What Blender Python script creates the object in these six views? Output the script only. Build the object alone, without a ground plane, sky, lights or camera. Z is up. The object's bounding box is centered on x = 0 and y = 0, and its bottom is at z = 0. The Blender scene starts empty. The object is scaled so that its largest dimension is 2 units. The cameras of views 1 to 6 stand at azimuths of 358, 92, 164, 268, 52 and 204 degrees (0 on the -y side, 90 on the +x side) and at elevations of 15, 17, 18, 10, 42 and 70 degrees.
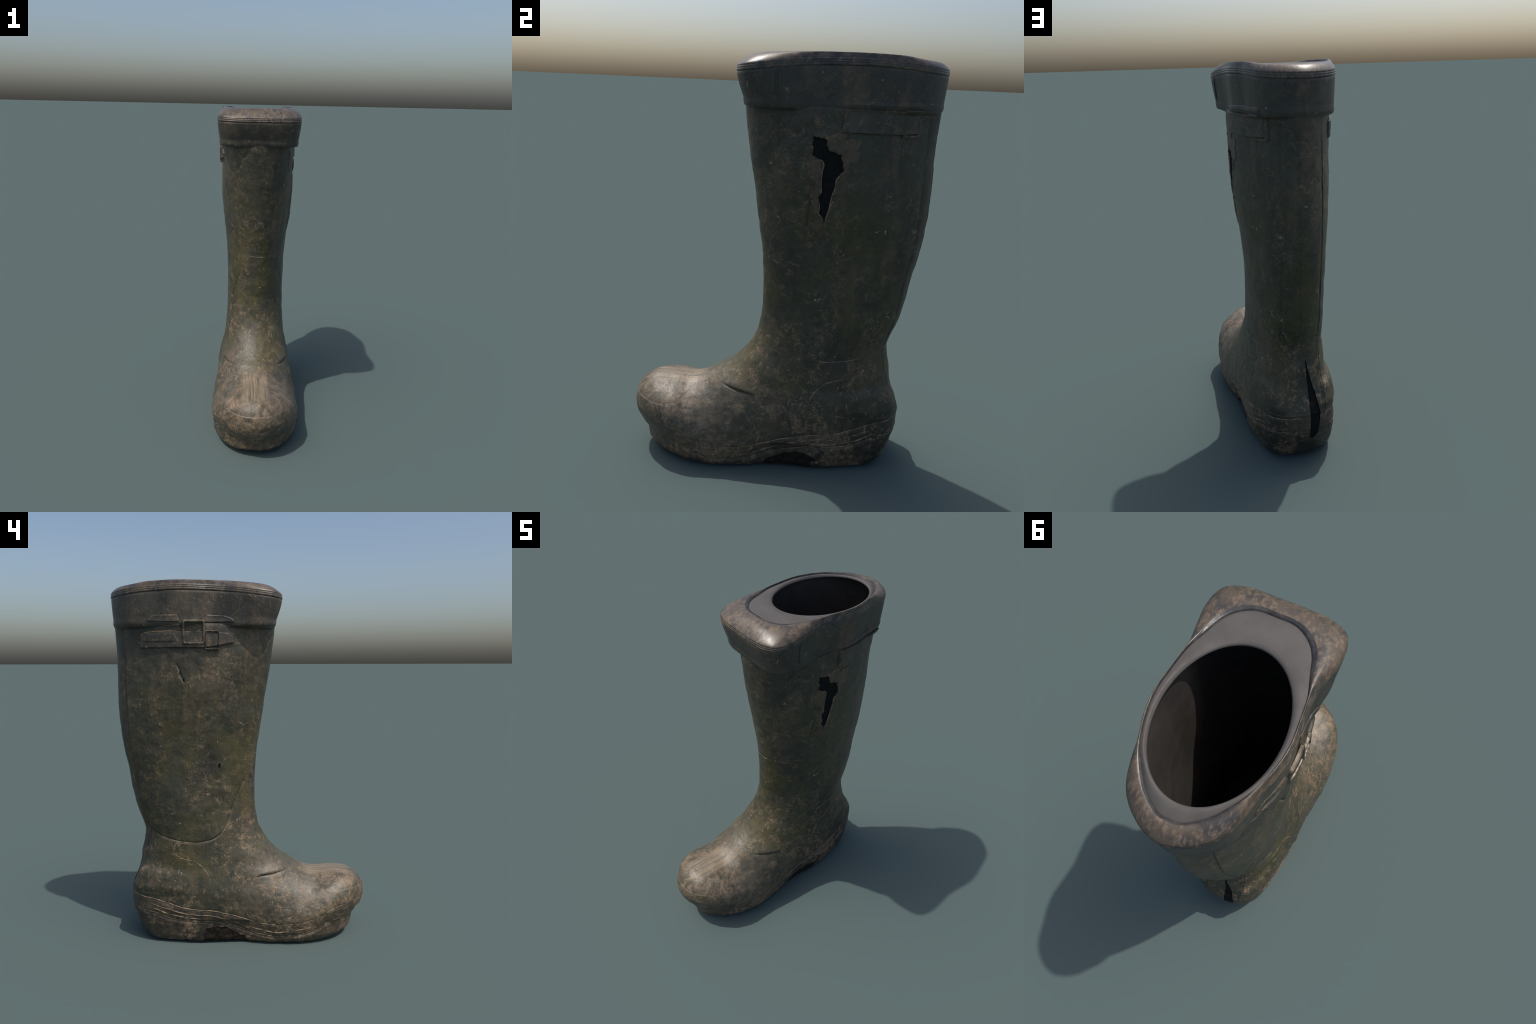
# A worn, muddy rubber boot: shaft, foot, welt and sole are one smooth implicit
# body cut along its seam lines; cuff, lining, straps, buckles and seam ridges are added parts.
import bpy, math
import numpy as np
from mathutils import Vector, noise as mnoise
from mathutils.bvhtree import BVHTree

rng = np.random.default_rng(7)


# ------------------------------------------------------------------ curves
def curve(points):
    """smooth monotone interpolation through (t, value) control points"""
    p = np.array(sorted(points), float)
    x, y = p[:, 0], p[:, 1]
    d = np.diff(y) / np.diff(x)
    m = np.concatenate([[d[0]], np.where(d[1:] * d[:-1] > 0, 2 * d[1:] * d[:-1] / (d[1:] + d[:-1] + 1e-12), 0), [d[-1]]])
    tx = np.linspace(x[0], x[-1], 1500)
    i = np.clip(np.searchsorted(x, tx, side="right") - 1, 0, len(x) - 2)
    h = x[i + 1] - x[i]
    s = (tx - x[i]) / h
    ty = ((1 + 2 * s) * (1 - s) ** 2 * y[i] + s * (1 - s) ** 2 * h * m[i]
          + s * s * (3 - 2 * s) * y[i + 1] + s * s * (s - 1) * h * m[i + 1])
    return lambda t: np.interp(t, tx, ty)


def closed_spline(pts, n):
    """closed Catmull-Rom through pts, resampled to n even steps"""
    p = np.array(pts, float)
    out = []
    for k in range(len(p)):
        a, b, c, d = p[k - 1], p[k], p[(k + 1) % len(p)], p[(k + 2) % len(p)]
        for t in np.linspace(0, 1, 24, endpoint=False):
            out.append(.5 * (2 * b + (c - a) * t + (2 * a - 5 * b + 4 * c - d) * t * t + (3 * b - a - 3 * c + d) * t ** 3))
    out = np.array(out + [out[0]])
    s = np.concatenate([[0], np.cumsum(np.linalg.norm(np.diff(out, axis=0), axis=1))])
    q = np.linspace(0, s[-1], n, endpoint=False)
    return np.stack([np.interp(q, s, out[:, j]) for j in range(p.shape[1])], 1)


def open_spline(pts, n):
    p = np.array(pts, float)
    s = np.concatenate([[0], np.cumsum(np.linalg.norm(np.diff(p, axis=0), axis=1))])
    q = np.linspace(0, s[-1], n)
    return np.stack([curve(list(zip(s, p[:, j])))(q) for j in range(p.shape[1])], 1)


def polygon_sdf(poly, X, Y):
    """signed distance (negative inside) from points to a closed polygon"""
    poly = np.asarray(poly, float)
    d = np.full(X.shape, 1e9)
    inside = np.zeros(X.shape, bool)
    for a, b in zip(poly, np.roll(poly, -1, 0)):
        e = b - a
        t = np.clip(((X - a[0]) * e[0] + (Y - a[1]) * e[1]) / (e @ e + 1e-12), 0, 1)
        d = np.minimum(d, (X - a[0] - t * e[0]) ** 2 + (Y - a[1] - t * e[1]) ** 2)
        if a[1] != b[1]:
            c = (a[1] > Y) != (b[1] > Y)
            inside ^= c & (X < e[0] * (Y - a[1]) / e[1] + a[0])
    return np.where(inside, -1, 1) * np.sqrt(d)


def smin(a, b, k):
    h = np.maximum(k - np.abs(a - b), 0) / k
    return np.minimum(a, b) - h * h * k * .25


def smax(a, b, k):
    return -smin(-a, -b, k)


def step(e0, e1, x):
    t = np.clip((x - e0) / (e1 - e0), 0, 1)
    return t * t * (3 - 2 * t)


# ------------------------------------------------------------------ profiles of the boot (metres)
SHIN = curve([(.0, -.44), (.3, -.42), (.37, -.345), (.42, -.29), (.455, -.24), (.513, -.175), (.6, -.108), (.69, -.076), (.82, -.062), (.95, -.065),
              (1.075, -.0725), (1.21, -.093), (1.36, -.115), (1.57, -.152), (1.74, -.174), (1.95, -.195)])
CALF = curve([(.0, .56), (.3, .60), (.43, .606), (.5, .599), (.57, .583), (.63, .577), (.70, .596), (.785, .622), (.95, .652), (1.1, .678),
              (1.23, .696), (1.35, .702), (1.57, .700), (1.75, .705), (1.95, .71)])
SHAFT_HALF = curve([(.0, .22), (.3, .222), (.4, .216), (.47, .207), (.55, .197), (.65, .189), (.79, .189), (.94, .191), (1.04, .195), (1.15, .204),
                    (1.32, .222), (1.48, .231), (1.62, .232), (1.765, .231), (1.80, .222), (1.84, .208), (1.95, .205)])
TOE = curve([(-.05, -.55), (0, -.575), (.02, -.615), (.05, -.644), (.09, -.650), (.112, -.653), (.15, -.678), (.2, -.710),
             (.24, -.717), (.28, -.711), (.33, -.697), (.37, -.675), (.45, -.61), (.8, -.5)])
HEEL = curve([(-.05, .53), (0, .56), (.02, .59), (.06, .615), (.13, .638), (.22, .660), (.30, .660), (.38, .643), (.43, .625),
              (.5, .604), (.6, .583), (.7, .56)])
SIDE = curve([(-.05, -.07), (0, -.032), (.015, -.019), (.04, -.011), (.08, -.006), (.15, 0), (.2, 0), (.25, -.003),
              (.3, -.005), (.35, -.013), (.42, -.025), (.5, -.042), (.6, -.06), (.9, -.12)])
VAMP = curve([(-.75, .36), (-.66, .370), (-.6, .377), (-.5, .379), (-.42, .375), (-.34, .376), (-.25, .394),
              (-.1, .42), (.2, .43), (.45, .46), (.6, .50), (.8, .5)])
UNDER = curve([(-.8, .10), (-.65, .05), (-.6, .026), (-.54, .008), (-.46, .0), (.5, 0), (.56, .004), (.8, .02)])
DOME = curve([(-.8, 1.5), (-.52, 1.6), (-.35, 2.1), (.1, 1.5), (.3, .3), (.8, .3)])
WIDEST = curve([(0, .48), (.8, .48), (1.15, .46), (2, .46)])
FRONT_SQUARE = curve([(0, .22), (.5, .22), (.62, .15), (.8, 0), (1.3, 0), (1.6, .10), (1.8, .15), (2, .15)])
BACK_SQUARE = curve([(0, .18), (.65, .18), (.9, .05), (1.05, 0), (1.2, -.08), (1.35, -.18), (2, -.20)])
PLAN = [(0, -.717), (.055, -.711), (.102, -.689), (.150, -.650), (.200, -.590), (.239, -.508), (.261, -.43), (.271, -.32),
        (.262, -.18), (.239, -.06), (.228, .04), (.233, .15), (.232, .30), (.219, .40), (.200, .50), (.178, .57), (.142, .62), (.08, .652)]
PLAN = PLAN + [(0, .66)] + [(-x, y) for x, y in PLAN[:0:-1]]
plan = closed_spline(PLAN, 220)
_gx, _gy = np.linspace(-.45, .45, 181), np.linspace(-1.0, 1.0, 401)
_plan_table = polygon_sdf(plan, *np.meshgrid(_gx, _gy, indexing="ij"))


def plan_distance(x, y):
    fx, fy = np.clip((x + .45) / .005, 0, 179.999), np.clip((y + 1) / .005, 0, 399.999)
    i, j = fx.astype(int), fy.astype(int)
    u, v = fx - i, fy - j
    t = _plan_table
    return (t[i, j] * (1 - u) + t[i + 1, j] * u) * (1 - v) + (t[i, j + 1] * (1 - u) + t[i + 1, j + 1] * u) * v


def shaft_outline(z, inset):
    """the shaft's section at height z, pulled in by `inset`"""
    f, b, w = float(SHIN(z)) + inset, float(CALF(z)) - inset, float(SHAFT_HALF(z)) - inset
    c = f + float(WIDEST(z)) * (b - f)
    a = np.linspace(0, 2 * np.pi, 2000, endpoint=False)
    q = np.where(np.cos(a) < 0, FRONT_SQUARE(z), BACK_SQUARE(z))
    return np.stack([w * (1 + q * np.cos(a) ** 2) * np.sin(a), c + np.where(np.cos(a) < 0, c - f, b - c) * np.cos(a)], 1)


def body_field(x, y, z):
    # shaft: an egg-shaped section at every height
    f, b, w = SHIN(z), CALF(z), SHAFT_HALF(z)
    c = f + WIDEST(z) * (b - f)
    hy = np.where(y < c, c - f, b - c)
    s2 = np.clip(((y - c) / hy) ** 2, 0, 1)
    w = w * (1 + s2 * np.where(y < c, FRONT_SQUARE(z), BACK_SQUARE(z)))
    k0 = np.sqrt((x / w) ** 2 + ((y - c) / hy) ** 2)
    k1 = np.sqrt((x / w ** 2) ** 2 + ((y - c) / hy ** 2) ** 2) + 1e-6
    shaft = np.maximum(k0 * (k0 - 1) / k1, .18 - z)
    # foot: plan outline, sized by the toe and heel profiles, closed by the vamp above and the ground below
    tf, hb = TOE(z), HEEL(z)
    yn = -.717 + (y - tf) / (hb - tf) * 1.377
    side = plan_distance(x, yn) + .007 * step(.06, .0, z) * step(.05, -.1, y) - SIDE(z) * (1 - .75 * step(.35, .6, np.abs(y) * (z < .3))) 
    foot = smax(side, (z - VAMP(y) + DOME(y) * x * x) * .85, .06 + .015 * step(-.5, -.3, y))
    foot = smax(foot, UNDER(y) - z, .02)
    # ridge of the heel counter
    foot = foot - (.010 + .006 * step(.0, -.08, x)) * step(.25, .45, y) * step(.28, .34, z) * step(.45, .41, z) * step(.06, .13, np.abs(x))
    blend = .03 + .05 * step(.35, .1, y)
    return smin(shaft, foot, blend)


# ------------------------------------------------------------------ surface nets + refinement
def mesh_field(field, lo, hi, h):
    ax = [np.arange(lo[i], hi[i] + h, h) for i in range(3)]
    X, Y, Z = np.meshgrid(*ax, indexing="ij", sparse=True)
    F = np.empty((len(ax[0]), len(ax[1]), len(ax[2])), np.float32)
    for k, z in enumerate(ax[2]):
        F[:, :, k] = field(X[:, :, 0] + 0 * Y[:, :, 0], Y[:, :, 0] + 0 * X[:, :, 0], np.full((len(ax[0]), len(ax[1])), z))
    S = F < 0
    n = np.array(F.shape) - 1
    count = np.zeros(n, np.int8)
    for dx in (0, 1):
        for dy in (0, 1):
            for dz in (0, 1):
                count += S[dx:dx + n[0], dy:dy + n[1], dz:dz + n[2]]
    active = (count > 0) & (count < 8)
    idx = -np.ones(n, np.int64)
    cells = np.argwhere(active)
    idx[active] = np.arange(len(cells))
    V = np.array(lo) + (cells + .5) * h
    quads = []
    for a in range(3):
        b, c = (a + 1) % 3, (a + 2) % 3
        s0 = np.take(S, range(n[a]), a)
        s1 = np.take(S, range(1, n[a] + 1), a)
        e = np.argwhere(s0 != s1)
        e = e[(e[:, b] > 0) & (e[:, c] > 0) & (e[:, b] < n[b]) & (e[:, c] < n[c])]
        ob, oc = np.zeros(3, int), np.zeros(3, int)
        ob[b], oc[c] = 1, 1
        q = np.stack([idx[tuple((e - o).T)] for o in (0 * ob, ob, ob + oc, oc)], 1)
        flip = s0[tuple(e.T)]
        q[~flip] = q[~flip][:, ::-1]
        quads.append(q)
    return V, np.concatenate(quads)


def project(V, field, rounds=3):
    e = 1e-3
    for _ in range(rounds):
        f = field(*V.T)
        g = np.stack([(field(*(V + d).T) - field(*(V - d).T)) / (2 * e) for d in np.eye(3) * e], 1)
        V = V - np.clip(f, -.01, .01)[:, None] * g / (np.maximum((g * g).sum(1), .25))[:, None]
    return V


def edges_of(F):
    k = F.shape[1]
    e = np.concatenate([F[:, [i, (i + 1) % k]] for i in range(k)])
    return np.unique(np.sort(e, 1), axis=0)


def relax(V, F, rounds, amount=.5):
    e = edges_of(F)
    deg = np.bincount(e.ravel(), minlength=len(V))[:, None]
    for _ in range(rounds):
        s = np.zeros_like(V)
        np.add.at(s, e[:, 0], V[e[:, 1]])
        np.add.at(s, e[:, 1], V[e[:, 0]])
        V = V + amount * (s / np.maximum(deg, 1) - V)
    return V


def subdivide(V, Q):
    a, b = Q, np.roll(Q, -1, 1)
    e = np.sort(np.stack([a, b], -1).reshape(-1, 2), 1)
    u, inv = np.unique(e, axis=0, return_inverse=True)
    inv = inv.reshape(Q.shape)
    n, m = len(V), len(u)
    V2 = np.concatenate([V, V[u].mean(1), V[Q].mean(1)])
    fc = n + m + np.arange(len(Q))
    F2 = [np.stack([Q[:, i], n + inv[:, i], fc, n + inv[:, i - 1]], 1) for i in range(4)]
    return V2, np.concatenate(F2)


def vertex_normals(V, T):
    n = np.cross(V[T[:, 1]] - V[T[:, 0]], V[T[:, 2]] - V[T[:, 0]])
    N = np.zeros_like(V)
    for i in range(3):
        np.add.at(N, T[:, i], n)
    return N / (np.linalg.norm(N, axis=1)[:, None] + 1e-12)


def triangulate(Q):
    return np.concatenate([Q[:, [0, 1, 2]], Q[:, [0, 2, 3]]])


def snap_to(V, T, sdf, lock=None):
    """slide vertices onto the zero line of sdf so that no triangle straddles it"""
    d = sdf(V)
    lock = np.zeros(len(V), bool) if lock is None else lock
    e = edges_of(T)
    da, db = d[e[:, 0]], d[e[:, 1]]
    cross = da * db < 0
    e, da, db = e[cross], da[cross], db[cross]
    t = da / (da - db)
    near = np.where(t < .5, e[:, 0], e[:, 1])
    dist = np.where(t < .5, t, 1 - t)
    P = V[e[:, 0]] + (V[e[:, 1]] - V[e[:, 0]]) * t[:, None]
    order = np.argsort(-dist)
    V = V.copy()
    on = np.zeros(len(V), bool)
    near, P = near[order], P[order]
    ok = ~lock[near]
    V[near[ok]] = P[ok]
    on[near] = True
    d = np.where(on, 0, d)
    return V, d


def fbm(V, scale, octaves=3, seed=0.):
    out = np.empty(len(V))
    for i, p in enumerate(V):
        out[i] = mnoise.fractal(Vector((p[0] * scale + seed, p[1] * scale - seed, p[2] * scale + 2 * seed)), 1.0, 2.0, octaves)
    return out


# ------------------------------------------------------------------ relief of the body
def line_distance(A, B, pts):
    """distance in a plane from (A,B) to a polyline, and the place along it (0..1)"""
    pts = np.asarray(pts, float)
    seg = np.linalg.norm(np.diff(pts, axis=0), axis=1)
    cum = np.concatenate([[0], np.cumsum(seg)])
    best = np.full(A.shape, 1e9)
    along = np.zeros(A.shape)
    sign = np.zeros(A.shape)
    for k in range(len(pts) - 1):
        a, e = pts[k], pts[k + 1] - pts[k]
        t = np.clip(((A - a[0]) * e[0] + (B - a[1]) * e[1]) / (e @ e), 0, 1)
        d = np.hypot(A - a[0] - t * e[0], B - a[1] - t * e[1])
        m = d < best
        best = np.where(m, d, best)
        along = np.where(m, (cum[k] + t * seg[k]) / cum[-1], along)
        sign = np.where(m, np.sign(e[0] * (B - a[1]) - e[1] * (A - a[0])), sign)
    return best, along, sign


WELT_LINE = curve([(-.80, .235), (-.67, .237), (-.59, .226), (-.496, .203), (-.43, .168), (-.35, .143), (-.26, .127), (-.166, .125),
                   (-.09, .135), (.016, .165), (.107, .19), (.17, .205), (.305, .213), (.43, .245), (.53, .267), (.7, .285)])
SOLE_LINE = curve([(-.80, .112), (-.65, .125), (-.6, .142), (-.5, .124), (-.42, .092), (-.32, .062), (-.19, .046), (-.09, .058), (.016, .09),
                   (.107, .117), (.186, .133), (.31, .138), (.42, .15), (.52, .18), (.7, .2)])
ANKLE_ARC = [(.56, .68), (.5, .64), (.452, .615), (.349, .595), (.263, .590), (.177, .606), (.12, .646), (.083, .73), (.047, .828), (.0, .93)]
HEEL_ARC = [(.40, .505), (.35, .5), (.279, .484), (.222, .438), (.194, .385), (.188, .33)]
TEAR = [(.131, 1.655), (.160, 1.660), (.190, 1.653), (.194, 1.630), (.202, 1.608), (.222, 1.600), (.255, 1.584), (.262, 1.55), (.273, 1.522),
        (.258, 1.500), (.244, 1.479), (.240, 1.44), (.230, 1.411), (.222, 1.35), (.212, 1.311), (.203, 1.28), (.193, 1.309),
        (.175, 1.325), (.178, 1.36), (.170, 1.395), (.182, 1.424), (.178, 1.46), (.179, 1.508), (.185, 1.542), (.175, 1.56),
        (.160, 1.563), (.144, 1.574), (.135, 1.587), (.138, 1.62)]
SLIT = [(-.014, .66), (-.017, .55), (-.019, .42), (-.018, .28), (-.017, .14), (-.045, .135), (-.068, .18), (-.083, .293), (-.066, .39), (-.049, .452), (-.032, .541)]
ARCH = [(.245, -.05), (.243, .065), (.226, .092), (.181, .110), (.108, .104), (.047, .077), (-.014, .048), (-.05, -.05)]
FOLD = [(-.05, .392), (-.11, .399), (-.17, .404), (-.25, .412)]
PUNCTURE = [(.135, 1.045), (.142, 1.03), (.137, 1.012), (.128, 1.022), (.127, 1.04)]
CRACK = [(.356, 1.585), (.342, 1.56), (.334, 1.545), (.328, 1.51), (.313, 1.491), (.309, 1.456)]


def body_relief(V):
    x, y, z = V.T
    d = .0035 * fbm(V, 5.0, 3, 3.1) + .0018 * fbm(V, 17.0, 3, 9.7)
    # mud-caked, uneven lower foot
    d += .0035 * fbm(V, 26.0, 3, 1.3) * step(.30, .16, z)
    # pinched folds on both sides of the instep
    b, a, s = line_distance(y, z, FOLD)
    env = np.sin(np.pi * np.clip(a, 0.02, .98)) * step(.08, .02, b) * (np.abs(x) > .08)
    d += env * (np.where(s * 1 < 0, 1, 0) * .009 * np.exp(-b / .025) - .006 * np.exp(-(b / .006) ** 2))
    # the quarter panel stands a little proud of the ankle
    b, a, s = line_distance(y, z, ANKLE_ARC)
    d -= .004 * np.exp(-(b / .006) ** 2) * (x < -.05)
    # back seam: a shallow groove each side of the heel strip
    strip = np.abs(np.abs(x) - .095)
    d -= .004 * np.exp(-(strip / .006) ** 2) * (y > .35) * step(.25, .35, z)
    # crack below the buckle
    b, a, s = line_distance(y, z, CRACK)
    d -= np.where(x < 0, .005 * np.exp(-(b / .006) ** 2) * np.sin(np.pi * np.clip(a, .05, .95)), 0)
    # torn, blistered rubber around the tear
    b, a, s = line_distance(y, z, [(.131, 1.655), (.129, 1.56), (.133, 1.449), (.136, 1.357), (.128, 1.26)])
    d -= np.where(x > 0, .006 * np.exp(-(b / .006) ** 2), 0)
    lip = np.abs(polygon_sdf(TEAR, y, z))
    d += np.where((x > 0) & (z > 1.1), .002 * np.exp(-(lip / .012) ** 2), 0)
    d += np.where((x > 0), .0025 * fbm(V, 22.0, 3, 5.5) * step(.22, .02, np.abs(y - .08)) * step(1.15, 1.35, z), 0)
    # groove between welt and sole, and the welt's bulge
    d -= .005 * step(-.68, -.5, y) * np.exp(-((z - SOLE_LINE(y)) / .008) ** 2) + .003 * step(-.64, -.5, y) * np.exp(-((z - WELT_LINE(y)) / .007) ** 2)
    return d


V, Q = mesh_field(body_field, (-.34, -.78, -.04), (.34, .80, 1.93), .008)
V = relax(V, Q, 3)
V = project(V, body_field)
V, Q = subdivide(V, Q)
V = project(V, body_field, 2)
V = relax(V, Q, 1, .4)
T = triangulate(Q)
N = vertex_normals(V, T)
V = V + N * body_relief(V)[:, None]
V[:, 2] = np.maximum(V[:, 2], 0.0)
# leave the top open inside the cuff
keep = (V[T][:, :, 2] < 1.787).all(1)
T = T[keep]
used = np.unique(T)
remap = -np.ones(len(V), int)
remap[used] = np.arange(len(used))
V, T = V[used], remap[T]

def ragged(P, amount, scale):
    """a torn, uneven edge for a cut line"""
    return amount * fbm(P, scale, 3, 2.2)


def crack_sdf(y, z):
    b, a, s = line_distance(y, z, CRACK)
    return b - .0042 * np.sin(np.pi * np.clip(a, .0, 1)) * (.75 + .25 * np.sin(a * 19))


# cut lines: welt, sole, shaft, tear, slit, arch
cuts = {
    "tear": lambda P: np.where(P[:, 0] > 0, polygon_sdf(TEAR, P[:, 1], P[:, 2]) + ragged(P, .010, 60), 1),
    "crack": lambda P: np.where(P[:, 0] < 0, crack_sdf(P[:, 1], P[:, 2]), 1),
    "puncture": lambda P: np.where(P[:, 0] < 0, polygon_sdf(PUNCTURE, P[:, 1], P[:, 2]), 1),
    "slit": lambda P: np.where(P[:, 1] > .5, polygon_sdf(SLIT, P[:, 0], P[:, 2]) + .004 + ragged(P, .002, 30), 1),
    "arch": lambda P: polygon_sdf(ARCH, P[:, 1], P[:, 2]) + .006 + ragged(P, .016, 24),
    "sole": lambda P: P[:, 2] - SOLE_LINE(P[:, 1]),
    "welt": lambda P: P[:, 2] - WELT_LINE(P[:, 1]),
    "foot": lambda P: P[:, 2] - (.60 + .0 * P[:, 1]),
}
region, lock = {}, np.zeros(len(V), bool)
for name, sdf in cuts.items():
    V, d = snap_to(V, T, sdf, lock)
    lock |= (d == 0)
    region[name] = d
N = vertex_normals(V, T)
inside = {k: (d[T].sum(1) < 0) for k, d in region.items()}

# ------------------------------------------------------------------ materials
class Nodes:
    """small helper to write node trees as expressions"""
    def __init__(self, name):
        self.mat = bpy.data.materials.new(name)
        self.mat.use_nodes = True
        self.t = self.mat.node_tree
        self.bsdf = self.t.nodes["Principled BSDF"]
        self.co = self.t.nodes.new("ShaderNodeTexCoord").outputs["Object"]

    def put(self, socket, v):
        if isinstance(v, bpy.types.NodeSocket):
            self.t.links.new(v, socket)
        else:
            socket.default_value = (*v, 1) if isinstance(v, tuple) and len(socket.default_value) == 4 and len(v) == 3 else v

    def scaled(self, scale, loc=(0, 0, 0)):
        n = self.t.nodes.new("ShaderNodeMapping")
        self.put(n.inputs["Vector"], self.co)
        n.inputs["Scale"].default_value = scale
        n.inputs["Location"].default_value = loc
        return n.outputs[0]

    def noise(self, scale, detail=4, rough=.6, distort=0, vec=None):
        n = self.t.nodes.new("ShaderNodeTexNoise")
        self.put(n.inputs["Vector"], vec or self.co)
        for k, v in (("Scale", scale), ("Detail", detail), ("Roughness", rough), ("Distortion", distort)):
            n.inputs[k].default_value = v
        return n.outputs["Fac"]

    def cracks(self, scale, vec=None, randomness=1):
        n = self.t.nodes.new("ShaderNodeTexVoronoi")
        n.feature = "DISTANCE_TO_EDGE"
        self.put(n.inputs["Vector"], vec or self.co)
        n.inputs["Scale"].default_value = scale
        n.inputs["Randomness"].default_value = randomness
        return n.outputs["Distance"]

    def warped(self, amount, scale):
        n = self.t.nodes.new("ShaderNodeTexNoise")
        self.put(n.inputs["Vector"], self.co)
        n.inputs["Scale"].default_value = scale
        n.inputs["Detail"].default_value = 3
        m = self.t.nodes.new("ShaderNodeVectorMath")
        m.operation = "MULTIPLY_ADD"
        self.put(m.inputs[0], n.outputs["Color"])
        m.inputs[1].default_value = (amount,) * 3
        self.put(m.inputs[2], self.co)
        return m.outputs[0]

    def math(self, op, a, b=0.0, clamp=False):
        n = self.t.nodes.new("ShaderNodeMath")
        n.operation, n.use_clamp = op, clamp
        self.put(n.inputs[0], a)
        self.put(n.inputs[1], b)
        return n.outputs[0]

    def ramp(self, v, lo, hi, a=0.0, b=1.0):
        n = self.t.nodes.new("ShaderNodeMapRange")
        n.interpolation_type = "SMOOTHSTEP"
        self.put(n.inputs["Value"], v)
        n.inputs["From Min"].default_value, n.inputs["From Max"].default_value = lo, hi
        n.inputs["To Min"].default_value, n.inputs["To Max"].default_value = a, b
        return n.outputs[0]

    def mul(self, *v):
        out = v[0]
        for w in v[1:]:
            out = self.math("MULTIPLY", out, w)
        return out

    def axis(self, i):
        n = self.t.nodes.new("ShaderNodeSeparateXYZ")
        self.put(n.inputs[0], self.co)
        return n.outputs[i]

    def mix(self, fac, a, b):
        n = self.t.nodes.new("ShaderNodeMix")
        n.data_type = "RGBA"
        self.put(n.inputs["Factor"], fac)
        self.put(n.inputs["A"], a)
        self.put(n.inputs["B"], b)
        return n.outputs["Result"]

    def bump(self, height, strength, distance, after=None):
        n = self.t.nodes.new("ShaderNodeBump")
        self.put(n.inputs["Height"], height)
        n.inputs["Strength"].default_value = strength
        n.inputs["Distance"].default_value = distance
        if after is not None:
            self.put(n.inputs["Normal"], after)
        return n.outputs[0]

    def done(self, colour, rough, normal=None, metallic=0.0, spec=.5):
        self.put(self.bsdf.inputs["Base Color"], colour)
        self.put(self.bsdf.inputs["Roughness"], rough)
        self.put(self.bsdf.inputs["Metallic"], metallic)
        self.bsdf.inputs["Specular IOR Level"].default_value = spec
        if normal is not None:
            self.put(self.bsdf.inputs["Normal"], normal)
        return self.mat


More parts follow.
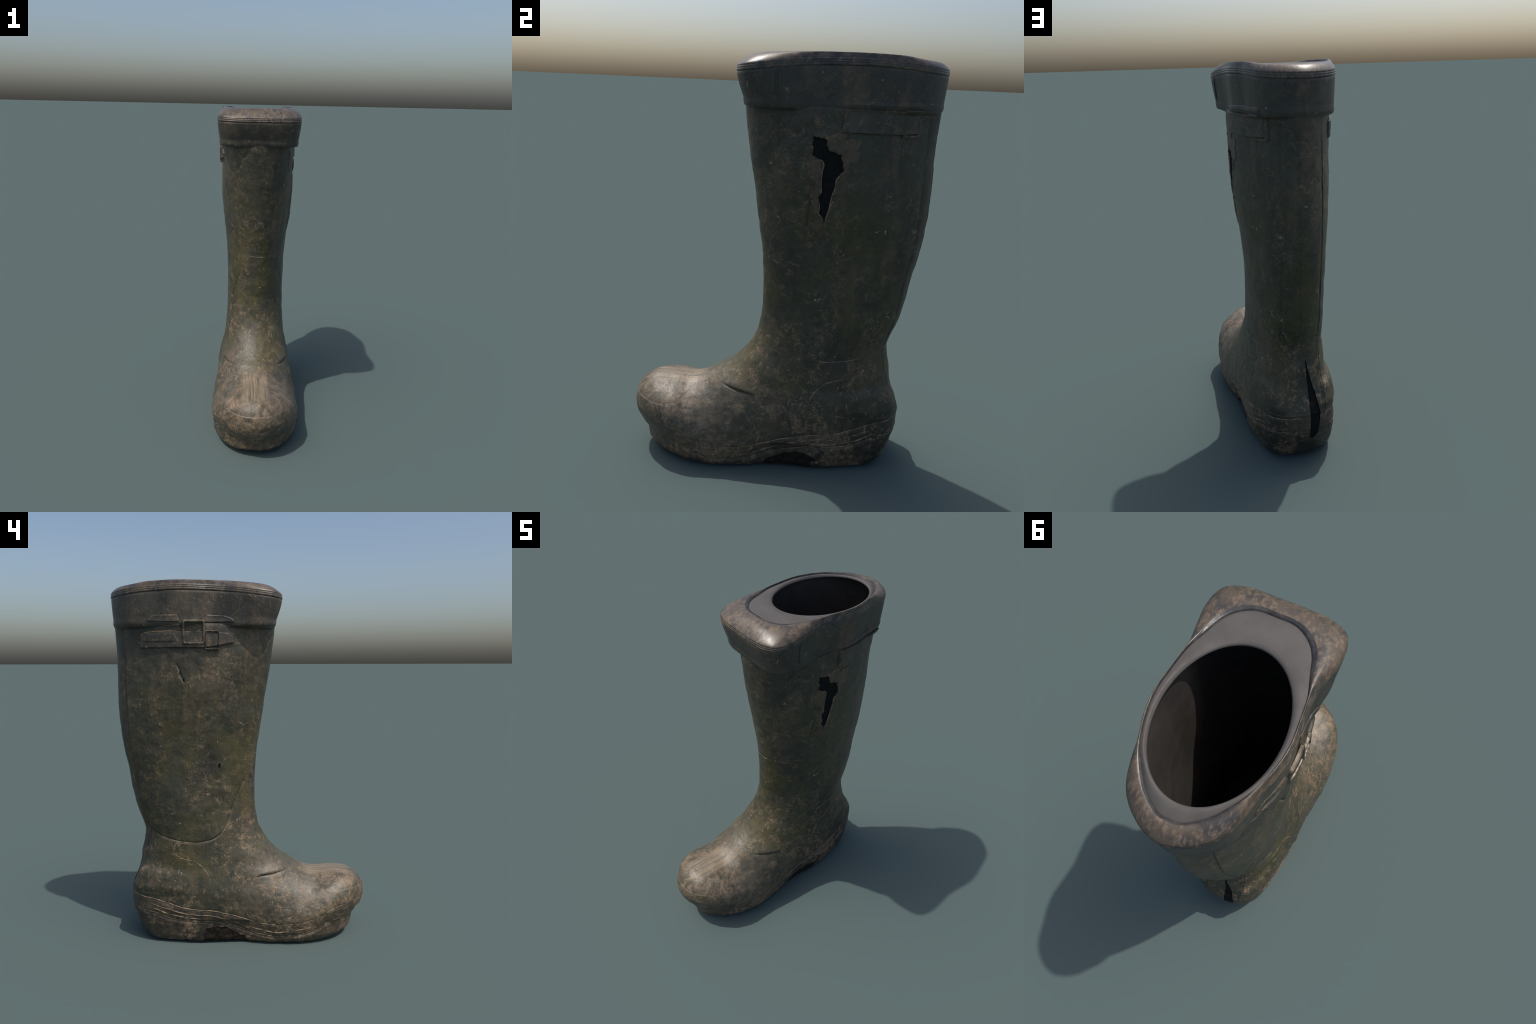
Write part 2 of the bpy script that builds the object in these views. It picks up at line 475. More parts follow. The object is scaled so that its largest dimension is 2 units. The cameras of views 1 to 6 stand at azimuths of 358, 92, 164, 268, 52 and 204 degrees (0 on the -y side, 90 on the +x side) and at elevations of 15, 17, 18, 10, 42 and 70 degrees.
def rubber(name, mud=.5, moss=1.0, streaks=0.0, tint=(.043, .042, .028), spec=.5, straw_all=.42):
    """dark olive rubber, clouded with dried mud, moss stains, straw-like scuffs and pale flecks"""
    m = Nodes(name)
    x, y, z = (m.axis(i) for i in range(3))
    cloud = m.noise(4.5, 5, .6)
    grain = m.noise(24, 8, .75, .5)
    fine = m.noise(70, 6, .72)
    col = m.mix(m.ramp(cloud, .36, .66), tuple(c * .70 for c in tint), tuple(c * 1.15 for c in tint))
    col = m.mix(m.ramp(grain, .48, .34, 0, .55), col, tuple(c * .42 for c in tint))
    col = m.mix(m.ramp(grain, .50, .70, 0, .55), col, (tint[0] * 2.6, tint[1] * 2.05, tint[2] * 1.7))
    col = m.mix(m.ramp(fine, .50, .72, 0, .40), col, (tint[0] * 2.5, tint[1] * 2.1, tint[2] * 1.8))
    # instep and toe mixed toward a paler grey-tan
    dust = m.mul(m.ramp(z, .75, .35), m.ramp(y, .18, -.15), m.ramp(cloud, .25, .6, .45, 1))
    col = m.mix(m.math("MULTIPLY", dust, .35), col, m.mix(m.ramp(grain, .35, .65), (.082, .070, .047), (.165, .138, .095)))
    # brown dust film running down in vertical runs
    runs = m.noise(1.0, 4, .6, .3, m.scaled((9, 9, 1.8)))
    film = m.mul(m.ramp(runs, .47, .66), m.ramp(grain, .30, .62))
    col = m.mix(m.math("MULTIPLY", film, .42 + .3 * mud), col, (.138, .092, .056))
    # moss stains around ankle and lower shaft
    if moss:
        green = m.mul(m.ramp(m.noise(4.2, 6, .7, .5, m.scaled((1, 1, .8), (3, 1, 7))), .42, .62),
                      m.ramp(z, .30, .48), m.ramp(z, 1.70, 1.05), m.ramp(grain, .25, .6, .4, 1))
        col = m.mix(m.math("MULTIPLY", green, .80 * moss), col, (.074, .064, .020))
    # curly straw-like scuffs: warped cell edges in patches
    hair = m.ramp(m.cracks(24, m.warped(.06, 16)), .075, .0)
    hair2 = m.ramp(m.cracks(50, m.warped(.05, 26)), .09, .0)
    patch = m.ramp(m.noise(7, 4, .6, 0, m.scaled((1, 1, 1), (5, 5, 5))), .47, .60)
    straw = m.mul(m.math("MAXIMUM", hair, m.math("MULTIPLY", hair2, .7)), patch, m.ramp(m.noise(34, 4, .65), .46, .58))
    straw = m.mul(straw, m.ramp(z, 1.0, .15, straw_all, .9))
    col = m.mix(straw, col, (.31, .21, .11))
    # dried mud: a granular crust, heavier low down and on the toe
    crust = m.noise(17, 9, .76, .8)
    amount = m.mul(m.ramp(m.noise(3.3, 3, .5, 0, m.scaled((1, 1, 1), (1, 8, 2))), .40, .62), m.ramp(z, .95, .10, .40, 1.0))
    thr = m.math("MULTIPLY", amount, .15 * mud + .07)
    dirt = m.mul(m.ramp(m.math("ADD", crust, thr), .59, .70), m.ramp(m.noise(55, 5, .7, .4), .36, .56, .15, 1))
    col = m.mix(m.math("MULTIPLY", dirt, .9), col, m.mix(m.ramp(fine, .38, .62), (.105, .070, .043), (.25, .175, .105)))
    # pale flecks and chips
    fleck = m.ramp(m.noise(42, 4, .55, 1.2), .665, .71)
    col = m.mix(m.mul(fleck, m.ramp(m.noise(6, 3), .44, .58), .85), col, (.38, .30, .20))
    if streaks:
        # tan wear over the toe, and long scuff streaks along its flat top
        toe = m.mul(m.ramp(y, -.22, -.50), m.ramp(m.noise(11, 8, .75, 1.0), .44, .60), m.ramp(m.noise(48, 5, .7), .36, .56, .25, 1))
        col = m.mix(m.math("MULTIPLY", toe, .75), col, (.24, .175, .113))
        lines = m.noise(1.0, 5, .75, 0, m.scaled((60, 2.0, 18)))
        area = m.mul(m.ramp(y, -.30, -.40), m.ramp(y, -.66, -.58), m.ramp(m.math("ABSOLUTE", x), .10, .06), m.ramp(z, .33, .36))
        col = m.mix(m.math("MULTIPLY", area, .9), col, m.mix(m.ramp(lines, .36, .64), (.085, .072, .050), (.27, .21, .14)))
    rough = m.math("ADD", m.math("MULTIPLY", dust, -.10), m.math("ADD", m.ramp(grain, .3, .7, .36, .52), m.math("MULTIPLY", dirt, .22)))
    nor = m.bump(fine, .25, .003)
    nor = m.bump(grain, .40, .006, nor)
    nor = m.bump(crust, .35, .006, nor)
    nor = m.bump(straw, .35, .003, nor)
    return m.done(col, rough, nor, spec=spec)


def plain(name, a, b, scale=30, rough=.6, strength=.2, metallic=0.0, stretch=(1, 1, 1), spec=.3):
    m = Nodes(name)
    f = m.noise(scale, 5, .65, .2, m.scaled(stretch))
    return m.done(m.mix(m.ramp(f, .35, .66), a, b), m.ramp(m.noise(scale * 1.7, 3), .3, .7, rough - .1, rough + .1), m.bump(f, strength, .004), metallic, spec)


RUBBER_SHAFT = RUBBER_FOOT = rubber("boot_rubber", mud=.55, moss=1.0, streaks=1.0)
RUBBER_WELT = rubber("welt_rubber", mud=.9, moss=0, tint=(.042, .036, .026))
RUBBER_SOLE = rubber("sole_rubber", mud=.9, moss=0, tint=(.036, .031, .023))
RUBBER_CUFF = rubber("cuff_rubber", mud=.45, moss=.0, tint=(.047, .044, .034), straw_all=.15)
TORN = rubber("torn_layer_rubber", mud=.9, moss=0, tint=(.095, .076, .052), spec=.3, straw_all=.9)
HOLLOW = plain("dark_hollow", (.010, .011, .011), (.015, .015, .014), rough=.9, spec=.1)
ARCH_SHADE = plain("arch_shadow_paint", (.014, .012, .010), (.032, .026, .019), scale=36, rough=.9, spec=.1, strength=.5)  # shade beneath the arch, painted dark on a nearly flat face
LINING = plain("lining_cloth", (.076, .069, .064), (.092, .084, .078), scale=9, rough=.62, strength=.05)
BORE = plain("bore_cloth", (.036, .031, .027), (.048, .042, .037), scale=9, rough=.9, strength=.05)  # same cloth as the lining, darkened to show the shadow inside the shaft
RIDGE = plain("mud_lined_seam", (.085, .066, .045), (.31, .225, .145), scale=34, rough=.75, strength=.4)
GROOVE = plain("dark_seam", (.018, .018, .016), (.05, .045, .036), scale=40, rough=.7)
STRAP = rubber("strap_rubber", mud=.4, moss=.0, tint=(.047, .044, .033))
RIM_GROOVE = plain("rim_groove_rubber", (.026, .026, .028), (.055, .052, .050), scale=30, rough=.4)
METAL = plain("tarnished_metal", (.075, .063, .047), (.21, .18, .14), scale=26, rough=.45, strength=.3, metallic=.6)
IRON = plain("blackened_metal", (.03, .028, .024), (.17, .14, .10), scale=40, rough=.5, strength=.3, metallic=.4)

m = Nodes("rim_rubber")
_streak = m.noise(1.0, 5, .65, .4, m.scaled((70, 34, 40)))
_blot = m.noise(11, 5, .65, .3)
_c = m.mix(m.ramp(_blot, .36, .66), (.038, .036, .034), (.086, .065, .046))
_c = m.mix(m.ramp(_streak, .44, .70, 0, .75), _c, (.19, .138, .092))
RIM = m.done(_c, m.ramp(_blot, .3, .7, .30, .42), m.bump(_streak, .25, .003), spec=.5)


# ------------------------------------------------------------------ objects
root = bpy.data.objects.new("rubber_boot", None)
bpy.context.scene.collection.objects.link(root)
root["label"] = "old muddy dark olive rubber boot with torn shaft"
root["category"] = "boot"
solid_parts = []


def add(name, verts, faces, material, normals=None, parent=None, smooth=True):
    me = bpy.data.meshes.new(name)
    me.from_pydata(np.asarray(verts).tolist(), [], [list(map(int, f)) for f in faces])
    me.validate()
    me.materials.append(material)
    if smooth:
        me.polygons.foreach_set("use_smooth", [True] * len(me.polygons))
    if normals is not None and len(me.vertices) == len(normals):
        me.normals_split_custom_set_from_vertices(np.asarray(normals).tolist())
    ob = bpy.data.objects.new(name, me)
    bpy.context.scene.collection.objects.link(ob)
    ob.parent = parent or root
    return ob


def pick(T_part):
    u = np.unique(T_part)
    r = -np.ones(len(V), int)
    r[u] = np.arange(len(u))
    return u, r[T_part]


hollow_any = inside["tear"] | inside["puncture"] | inside["crack"] | inside["slit"] | inside["arch"]
is_sole = inside["sole"]
is_welt = inside["welt"] & ~is_sole
is_foot = inside["foot"] & ~is_sole & ~is_welt
is_shaft = ~(is_sole | is_welt | is_foot)
parts = {}
for name, mask, mat in (("shaft", is_shaft, RUBBER_SHAFT), ("foot", is_foot, RUBBER_FOOT), ("welt", is_welt, RUBBER_WELT), ("sole", is_sole, RUBBER_SOLE)):
    u, f = pick(T[mask & ~hollow_any])
    parts[name] = add(name, V[u], f, mat, N[u])


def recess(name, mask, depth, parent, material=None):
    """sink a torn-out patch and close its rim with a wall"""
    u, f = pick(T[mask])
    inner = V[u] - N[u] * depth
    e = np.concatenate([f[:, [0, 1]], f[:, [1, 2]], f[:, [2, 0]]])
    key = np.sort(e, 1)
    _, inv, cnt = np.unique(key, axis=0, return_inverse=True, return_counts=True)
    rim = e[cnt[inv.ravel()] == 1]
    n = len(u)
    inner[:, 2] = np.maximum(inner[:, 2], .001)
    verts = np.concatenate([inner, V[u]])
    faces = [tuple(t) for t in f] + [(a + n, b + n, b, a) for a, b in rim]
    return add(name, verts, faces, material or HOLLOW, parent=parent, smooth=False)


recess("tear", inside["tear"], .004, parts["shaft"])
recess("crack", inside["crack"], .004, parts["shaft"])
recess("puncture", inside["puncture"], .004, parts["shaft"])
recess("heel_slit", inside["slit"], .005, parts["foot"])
recess("arch_shadow_patch", inside["arch"], .002, parts["sole"], ARCH_SHADE)

# ------------------------------------------------------------------ cuff with rolled rim, and lining
CUFF = [(0, -.214), (.1, -.213), (.165, -.206), (.225, -.178), (.248, -.13), (.252, -.06), (.238, .03), (.228, .10), (.231, .18), (.241, .26),
        (.243, .33), (.231, .40), (.212, .46), (.198, .53), (.177, .60), (.144, .65), (.095, .69), (.05, .712)]
CUFF = CUFF + [(0, .722)] + [(-x, y) for x, y in CUFF[:0:-1]]
FLANGE = [(0, -.103), (.07, -.10), (.127, -.068), (.163, -.02), (.187, .05), (.212, .13), (.223, .22), (.228, .3), (.215, .39),
          (.185, .48), (.135, .56), (.093, .607), (.04, .643)]
FLANGE = FLANGE + [(0, .648)] + [(-x, y) for x, y in FLANGE[:0:-1]]
SEG = 320
dense = closed_spline(CUFF, 4000)
centre = np.array((0, .27))


def by_angle(outline):
    a = np.unwrap(np.arctan2(*(outline - centre).T))
    r = np.linalg.norm(outline - centre, axis=1)
    o = np.argsort(np.mod(a, 2 * np.pi))
    return np.interp(ANG, np.mod(a, 2 * np.pi)[o], r[o], period=2 * np.pi)


# rays through even steps of the outer outline
_o = closed_spline(CUFF, SEG) - centre
ANG = np.mod(np.arctan2(_o[:, 0], _o[:, 1]), 2 * np.pi)
DIR = np.stack([np.sin(ANG), np.cos(ANG)], 1)
R_OUT = by_angle(dense)
R_FLANGE = np.minimum(by_angle(closed_spline(FLANGE, 4000)), R_OUT - .012)
_hole = np.stack([.209 * np.sin(np.linspace(0, 2 * np.pi, 2000, endpoint=False)), .311 + .288 * np.cos(np.linspace(0, 2 * np.pi, 2000, endpoint=False))], 1)
R_HOLE = np.minimum(by_angle(_hole), R_FLANGE - .008)
out_xy = centre + DIR * R_OUT[:, None]
CREST = curve([(-.25, 1.955), (-.2, 1.959), (-.1, 1.970), (.05, 1.988), (.2, 1.996), (.35, 1.998), (.5, 1.992), (.62, 1.981), (.75, 1.971)])
crest = CREST(out_xy[:, 1])
wob = np.array([mnoise.fractal(Vector((p[0] * 9, p[1] * 9, 4)), 1, 2, 2) for p in out_xy])


def ring(radius, z):
    xy = centre + DIR * np.broadcast_to(radius, (SEG,))[:, None]
    return np.column_stack([xy, np.broadcast_to(z, (SEG,))])


def loft(rings):
    n = len(rings)
    v = np.concatenate(rings)
    k = np.arange(SEG)
    f = [np.stack([i * SEG + k, i * SEG + (k + 1) % SEG, (i + 1) * SEG + (k + 1) % SEG, (i + 1) * SEG + k], 1) for i in range(n - 1)]
    return v, np.concatenate(f)[:, ::-1]


# the wall leans in a little toward its lower edge, most at the front
lean = .026 * step(.05, -.2, out_xy[:, 1]) + .008
RIM_BASE = crest - .045
wall = []
R_SHAFT = by_angle(shaft_outline(1.762, .004))
wall.append(ring(np.minimum(R_OUT - lean - .010, R_SHAFT), 1.760))
for s, dr in ((0, .008), (.12, .005), (.3, .002), (.6, 0)):
    wall.append(ring(R_OUT - lean - dr, 1.772 + .035 * s))
for s in np.linspace(0, 1, 14)[1:]:
    z = 1.80 + s * (RIM_BASE - .006 - 1.80)
    wall.append(ring(R_OUT - lean * (1 - s) ** 1.3 - .003 + .0015 * wob * np.sin(3 * s), z))
wall.append(ring(R_OUT - .007, RIM_BASE))
cv, cf = loft(wall)
cuff = add("cuff", cv, cf, RUBBER_CUFF)

width = R_OUT - R_FLANGE
SHELF = curve([(-.25, 1.993), (-.1, 1.996), (.1, 1.999), (.3, 2.0), (.5, 1.998), (.62, 1.988), (.75, 1.982)])(out_xy[:, 1])        # level of the flat shelf inside the rim
rim = [ring(R_OUT - .008, RIM_BASE - .002)]
for a in np.linspace(0, 1, 19):                       # ribbed outer face of the rim
    rib = .0018 * abs(math.sin(a * math.pi * 3.0))
    rim.append(ring(R_OUT - .002 + rib - .004 * a * a, RIM_BASE + .028 * a))
for a in np.linspace(0, 1, 16)[1:]:                   # roll over the top, inward to the flange
    roll = np.sin(a * math.pi / 2)
    z = RIM_BASE + .028 + (crest + .004 - RIM_BASE - .028) * np.sin(min(1, a * 1.5) * math.pi / 2) - .006 * step(.8, 1.0, a)
    flat = np.clip(width / .1, 0, 1)
    z = z + (SHELF - crest - .002) * (.8 * math.sin(a * math.pi / 2) + .2 * a)
    rim.append(ring(R_OUT - .006 - (width - .006) * (.12 * roll + .88 * a ** 1.15), z))
rim_in = rim[-1][:, 2]
rim.append(ring(R_FLANGE - .002, rim_in - .006))
rv, rf = loft(rim)
gv, gf = loft(rim[-4:])
rim_ob = add("rim", *loft(rim[:-3]), RIM, parent=cuff)
add("rim_groove", gv, gf, RIM_GROOVE, parent=rim_ob)

lin = [ring(R_FLANGE + .004, rim_in - .008)]
lip_z = np.full(SEG, 1.996)
for a in np.linspace(0, 1, 10):
    lin.append(ring(R_FLANGE + (R_HOLE - R_FLANGE) * a, rim_in - .004 + (lip_z - rim_in + .004) * a - .008 * a ** 4))
for a in np.linspace(0, 1, 8)[1:]:
    lin.append(ring(R_HOLE - .004 * math.sin(a * math.pi), lip_z - .008 - .014 * a))
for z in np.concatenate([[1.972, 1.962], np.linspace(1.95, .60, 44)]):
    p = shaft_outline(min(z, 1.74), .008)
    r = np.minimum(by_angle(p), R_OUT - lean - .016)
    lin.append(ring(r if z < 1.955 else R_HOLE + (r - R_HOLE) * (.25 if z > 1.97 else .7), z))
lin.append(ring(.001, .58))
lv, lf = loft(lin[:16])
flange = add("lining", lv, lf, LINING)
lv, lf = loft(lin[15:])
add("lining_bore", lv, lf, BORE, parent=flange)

# ------------------------------------------------------------------ pieces laid on the surface
allv = np.concatenate([V, cv, rv])
allf = [tuple(t) for t in T] + [tuple(q + len(V)) for q in cf] + [tuple(q + len(V) + len(cv)) for q in rf]
surface = BVHTree.FromPolygons(allv.tolist(), allf)


def on_side(sign, y, z):
    hit = surface.ray_cast(Vector((sign * .8, y, z)), Vector((-sign, 0, 0)))
    return (hit[0], hit[1]) if hit[0] is not None and hit[0].x * sign > .0 else (None, None)


def plate(name, sign, shape, box, height, edge, material, parent, lift=0.0, cell=.004, flatten=0.0):
    """a raised patch: sdf `shape(y, z)` cut from a fine grid, laid on the boot's side and thickened"""
    ys, zs = np.arange(box[0], box[1], cell), np.arange(box[2], box[3], cell)
    Yg, Zg = np.meshgrid(ys, zs, indexing="ij")
    P = np.column_stack([Yg.ravel(), Zg.ravel(), 0 * Yg.ravel()])
    ny, nz = len(ys), len(zs)
    i = (np.arange(ny - 1)[:, None] * nz + np.arange(nz - 1)[None]).ravel()
    tri = triangulate(np.stack([i, i + nz, i + nz + 1, i + 1], 1))
    P, d = snap_to(P, tri, lambda p: shape(p[:, 0], p[:, 1]))
    tri = tri[d[tri].sum(1) < 0]
    u = np.unique(tri)
    r = -np.ones(len(P), int)
    r[u] = np.arange(len(u))
    tri = r[tri]
    P, d = P[u], shape(P[u][:, 0], P[u][:, 1])
    X = np.empty(len(P))
    for k, (y, z, _) in enumerate(P):
        h, _n = on_side(sign, y, z)
        X[k] = h.x if h is not None else np.nan
    X = np.where(np.isnan(X), np.nanmean(X), X)
    if flatten:
        A = np.column_stack([np.ones(len(P)), P[:, 0], P[:, 1], P[:, 0] ** 2])
        fit = A @ np.linalg.lstsq(A, X, rcond=None)[0]
        X = X * (1 - flatten) + flatten * (fit + sign * max(0, (sign * (X - fit)).max()) * .6)
    top = np.column_stack([X + sign * (lift + height * np.sqrt(np.clip(1 - (1 - np.clip(-d / edge, 0, 1)) ** 2, 0, 1)) * .6 + sign * 0 + height * .4), P[:, 0], P[:, 1]])
    low = np.column_stack([X + sign * (lift - .006), P[:, 0], P[:, 1]])
    e = np.concatenate([tri[:, [0, 1]], tri[:, [1, 2]], tri[:, [2, 0]]])
    _, inv, cnt = np.unique(np.sort(e, 1), axis=0, return_inverse=True, return_counts=True)
    rimE = e[cnt[inv.ravel()] == 1]
    n = len(P)
    f = [tuple(t) for t in tri] + [tuple(t[::-1] + n) for t in tri] + [(b, a, a + n, b + n) for a, b in rimE]
    if sign < 0:
        f = [t[::-1] for t in f]
    ob = add(name, np.concatenate([top, low]), f, material, parent=parent, smooth=False)
    ob.data.shade_smooth() if hasattr(ob.data, "shade_smooth") else None
    ob.data.set_sharp_from_angle(angle=math.radians(40))
    return ob


def poly(pts):
    return lambda y, z: polygon_sdf(pts, y, z)


def frame(y0, y1, z0, z1, bar, r):
    cy, cz, hy, hz = (y0 + y1) / 2, (z0 + z1) / 2, (y1 - y0) / 2, (z1 - z0) / 2

    def box_sdf(y, z, hy, hz, r):
        a, b = np.abs(y - cy) - hy + r, np.abs(z - cz) - hz + r
        return np.hypot(np.maximum(a, 0), np.maximum(b, 0)) + np.minimum(np.maximum(a, b), 0) - r
    return lambda y, z: np.maximum(box_sdf(y, z, hy, hz, r), -box_sdf(y, z, hy - bar, hz - bar, max(r - bar, .002)))


shaft = parts["shaft"]
# peeled brown layer left standing around the tear, and the scraped patch beside it
plate("torn_layer", 1, lambda y, z: np.maximum(polygon_sdf([(.129, 1.645), (.124, 1.56), (.128, 1.45), (.130, 1.35), (.150, 1.25), (.192, 1.195), (.212, 1.25), (.222, 1.31), (.246, 1.47),
      (.28, 1.535), (.33, 1.59), (.35, 1.64), (.29, 1.662), (.19, 1.668)], y, z) + ragged(np.column_stack([0 * y, y, z]), .034, 24), .003 - polygon_sdf(TEAR, y, z) - ragged(np.column_stack([0 * y + .2, y, z]), .010, 60)),
      (.08, .44, 1.17, 1.70), .0035, .004, TORN, shaft)
# outer side: strap, loop tabs and two buckle frames
strap = plate("strap", -1, poly([(.545, 1.660), (.545, 1.737), (.46, 1.742), (.34, 1.745), (.19, 1.745), (.075, 1.737), (.045, 1.715), (.048, 1.685), (.12, 1.672), (.197, 1.660)]),
              (.03, .56, 1.64, 1.76), .010, .006, STRAP, shaft, flatten=.3)
plate("strap_fold", -1, poly([(.525, 1.689), (.525, 1.735), (.36, 1.737), (.33, 1.69)]), (.31, .54, 1.67, 1.75), .006, .004, STRAP, strap, lift=.006, flatten=.3)
plate("strap_tab", -1, poly([(.505, 1.795), (.49, 1.815), (.461, 1.830), (.34, 1.828), (.327, 1.792)]), (.31, .52, 1.78, 1.84), .006, .004, STRAP, shaft)
plate("strap_tab", -1, poly([(.215, 1.785), (.189, 1.828), (.096, 1.824), (.057, 1.811), (.04, 1.79)]), (.03, .23, 1.77, 1.84), .006, .004, STRAP, shaft)
plate("strap_tab", -1, poly([(.459, 1.768), (.33, 1.782), (.33, 1.745), (.475, 1.742)]), (.31, .49, 1.73, 1.79), .005, .004, STRAP, shaft)
plate("buckle", -1, frame(.196, .314, 1.677, 1.802, .013, .012), (.18, .33, 1.66, 1.82), .008, .006, METAL, strap, lift=.006, cell=.003, flatten=.6)
plate("buckle_prong", -1, poly([(.314, 1.735), (.314, 1.743), (.20, 1.745), (.20, 1.737)]), (.19, .32, 1.73, 1.75), .005, .004, IRON, strap, lift=.006, cell=.003, flatten=.6)
plate("buckle", -1, frame(.124, .199, 1.650, 1.748, .007, .003), (.11, .21, 1.64, 1.76), .007, .003, IRON, strap, lift=.008, cell=.0025, flatten=.8)
# inner side: strap end, keeper loop and tab
strap2 = plate("strap", 1, poly([(.255, 1.781), (.252, 1.682), (.35, 1.678), (.516, 1.676), (.585, 1.68), (.585, 1.775), (.516, 1.778)]), (.24, .62, 1.66, 1.80), .015, .007, STRAP, shaft)
plate("strap_tab", 1, poly([(.262, 1.79), (.285, 1.803), (.336, 1.812), (.44, 1.816), (.60, 1.812), (.60, 1.79)]), (.25, .62, 1.78, 1.83), .005, .004, STRAP, shaft)
plate("strap_loop", 1, frame(.515, .597, 1.664, 1.782, .014, .006), (.50, .61, 1.65, 1.79), .006, .006, STRAP, strap2, lift=.006)


def tube(name, pts, radius, material, parent, sides=6, jitter=.25, taper=True):
    """a thin ridge swept along points that lie on the surface"""
    P = np.asarray(pts)
    t = np.gradient(P, axis=0)
    t /= np.linalg.norm(t, axis=1)[:, None] + 1e-9
    ref = np.where(np.abs(t[:, 2:3]) > .9, np.array([[1., 0, 0]]), np.array([[0, 0, 1.]]))
    a = np.cross(t, ref)
    a /= np.linalg.norm(a, axis=1)[:, None] + 1e-9
    b = np.cross(t, a)
    n = len(P)
    r = radius * (1 + jitter * np.array([mnoise.noise(Vector((p[0] * 30, p[1] * 30, p[2] * 30))) for p in P]) * 2)
    if taper:
        r = r * np.clip(np.minimum(np.arange(n), np.arange(n)[::-1]) / 6, .1, 1)
    v = np.concatenate([P + r[:, None] * (math.cos(q) * a + math.sin(q) * b) for q in np.linspace(0, 2 * math.pi, sides, endpoint=False)])
    f = [(j * n + i, j * n + i + 1, ((j + 1) % sides) * n + i + 1, ((j + 1) % sides) * n + i) for j in range(sides) for i in range(n - 1)]
    return add(name, v, f, material, parent=parent)


def lay_side(sign, pts, n, sink=0.0):
    out = []
    for y, z in open_spline(pts, n):
        h, nn = on_side(sign, y, z)
        if h is not None:
            out.append(np.array(h) - np.array(nn) * sink)
    return out


def lay_round(zline, sink, n=420, y_from=None):
    """a line right round the foot at height zline(y), found by rays aimed at the plan outline"""
    o = closed_spline(PLAN, n)
    out = []
    for k in range(n):
        t = o[(k + 1) % n] - o[k - 1]
        nrm = np.array((t[1], -t[0])) / np.linalg.norm(t)
        p = o[k] + nrm * .12
        z = float(zline(o[k][1])) + .003 * mnoise.noise(Vector((p[0] * 14, p[1] * 14, 2.0)))
        hit = surface.ray_cast(Vector((p[0], p[1], z)), Vector((-nrm[0], -nrm[1], 0)), .3)
        if hit[0] is not None:
            out.append(np.array(hit[0]) - np.array(hit[1]) * sink)
    return out


def lay_from(axis_dir, pts, sink=.001):
    """points (x, z) laid on the boot from the front (-1) or the back (+1)"""
    out = []
    for x, z in pts:
        hit = surface.ray_cast(Vector((x, axis_dir * 1.2, z)), Vector((0, -axis_dir, 0)))
        if hit[0] is not None:
            out.append(np.array(hit[0]) - np.array(hit[1]) * sink)
    return out


def split_round(name, pts, radius, parent, toe_limit):
    """a ridge down each side of the foot that dies out on the toe and stops at the heel slit"""
    for side_of in (lambda p: p[0] > -.006, lambda p: p[0] < -.084):
        P = [p for p in pts if side_of(p) and p[1] > toe_limit]
        tube(name, P, radius, RIDGE, parent)


split_round("welt_ridge", lay_round(WELT_LINE, .0016), .0040, parts["welt"], -.60)
split_round("sole_ridge", lay_round(lambda y: SOLE_LINE(y) + .004, .0016), .0042, parts["sole"], -.58)
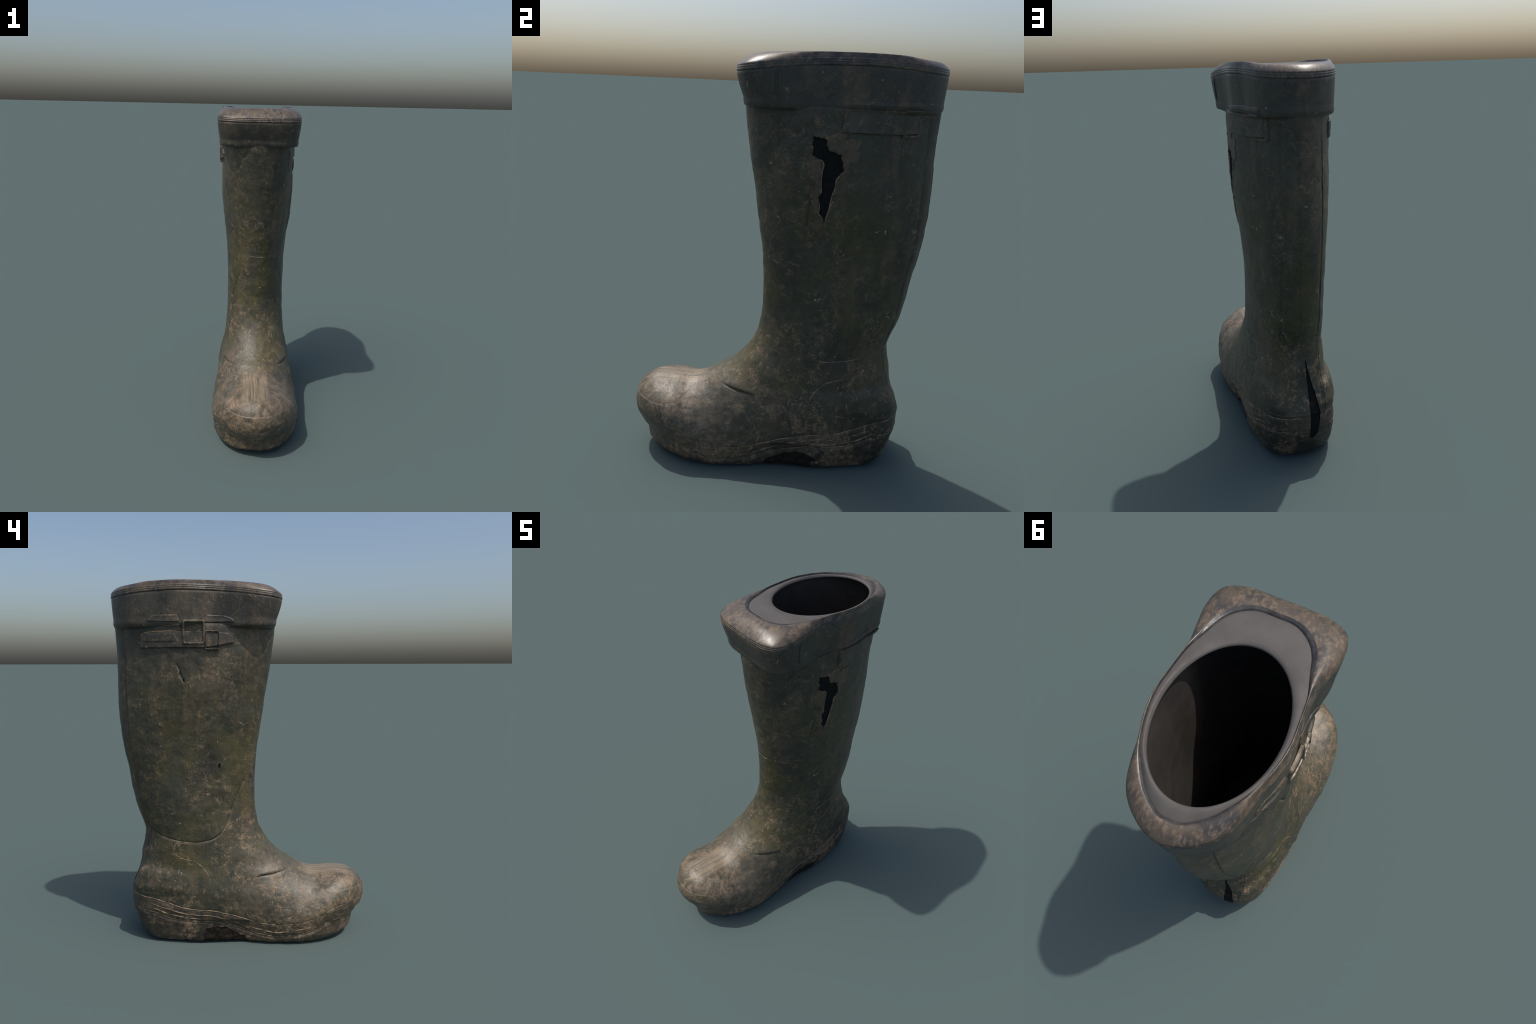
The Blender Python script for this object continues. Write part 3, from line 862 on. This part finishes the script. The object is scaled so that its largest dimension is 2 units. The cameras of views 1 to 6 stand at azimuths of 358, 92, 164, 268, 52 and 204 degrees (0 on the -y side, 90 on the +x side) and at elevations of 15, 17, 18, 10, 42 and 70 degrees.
# ragged secondary mud ridges between welt and sole, more of them at the heel
for k, (sgn, y0, y1, t) in enumerate([(-1, .10, .54, .60), (-1, .22, .55, .30), (-1, -.40, .10, .42), (1, .08, .54, .62), (1, .20, .56, .28), (1, -.42, .08, .40)]):
    ys = np.linspace(y0, y1, 60)
    zs = SOLE_LINE(ys) + t * (WELT_LINE(ys) - SOLE_LINE(ys)) + .007 * np.array([mnoise.fractal(Vector((v * 10, k * 3.7, 1.0)), 1, 2, 3) for v in ys])
    tube("mud_ridge", lay_side(sgn, np.column_stack([ys, zs]), 60, .0012), .0030, RIDGE, parts["welt"], jitter=.6)
tube("ankle_seam", lay_side(-1, ANKLE_ARC[1:8], 60, .0012), .0026, RIDGE, shaft)
tube("ankle_seam", lay_side(1, ANKLE_ARC[2:6], 40, .0012), .0026, RIDGE, shaft)
for s in (-1, 1):
    tube("heel_counter_seam", lay_side(s, HEEL_ARC, 40, .0014), .0026, RIDGE, parts["foot"])
tube("back_seam", lay_from(1, open_spline([(-.10, 1.70), (-.10, 1.2), (-.102, .9), (-.108, .63), (-.112, .5), (-.112, .42), (-.105, .27)], 160)), .0024, GROOVE, shaft)
tube("back_seam", lay_from(1, open_spline([(.03, 1.75), (.025, 1.2), (.015, .9), (.0, .68)], 120), .0012), .0030, STRAP, shaft)
tube("shin_crease", lay_from(-1, open_spline([(-.062, 1.078), (-.01, 1.074), (.055, 1.070)], 40), .0012), .0024, RIDGE, shaft)
tube("crack_edge", lay_side(-1, [(y + .007, z) for y, z in CRACK], 40, .0012), .0022, RIDGE, shaft)
tube("tear_edge", lay_side(1, TEAR[8:16], 60, .001), .0030, RIDGE, shaft)
tube("tear_edge", lay_side(1, TEAR[15:27], 80, .001), .0030, RIDGE, shaft)
tube("cuff_seam", lay_side(1, [(-.035, 1.93), (-.029, 1.806)], 30, .001), .0035, RUBBER_CUFF, cuff)
tube("shaft_seam", lay_side(1, [(-.026, 1.76), (-.02, 1.657), (-.011, 1.586)], 30, .001), .0035, RUBBER_SHAFT, shaft)
# pale, muddy edges of straps and tabs
for sgn, line in ((-1, [(.503, 1.799), (.485, 1.818), (.461, 1.831), (.34, 1.829), (.327, 1.795)]), (-1, [(.213, 1.79), (.189, 1.829), (.096, 1.825), (.057, 1.812), (.04, 1.792)]),
                  (-1, [(.53, 1.738), (.46, 1.744), (.34, 1.747)]), (1, [(.256, 1.70), (.256, 1.782), (.285, 1.803), (.336, 1.813), (.44, 1.817), (.58, 1.813)]), (1, [(.258, 1.783), (.38, 1.780), (.50, 1.778)])):
    tube("strap_edge", lay_side(sgn, line, 70, -.004), .0024, RIDGE, shaft, jitter=.5)
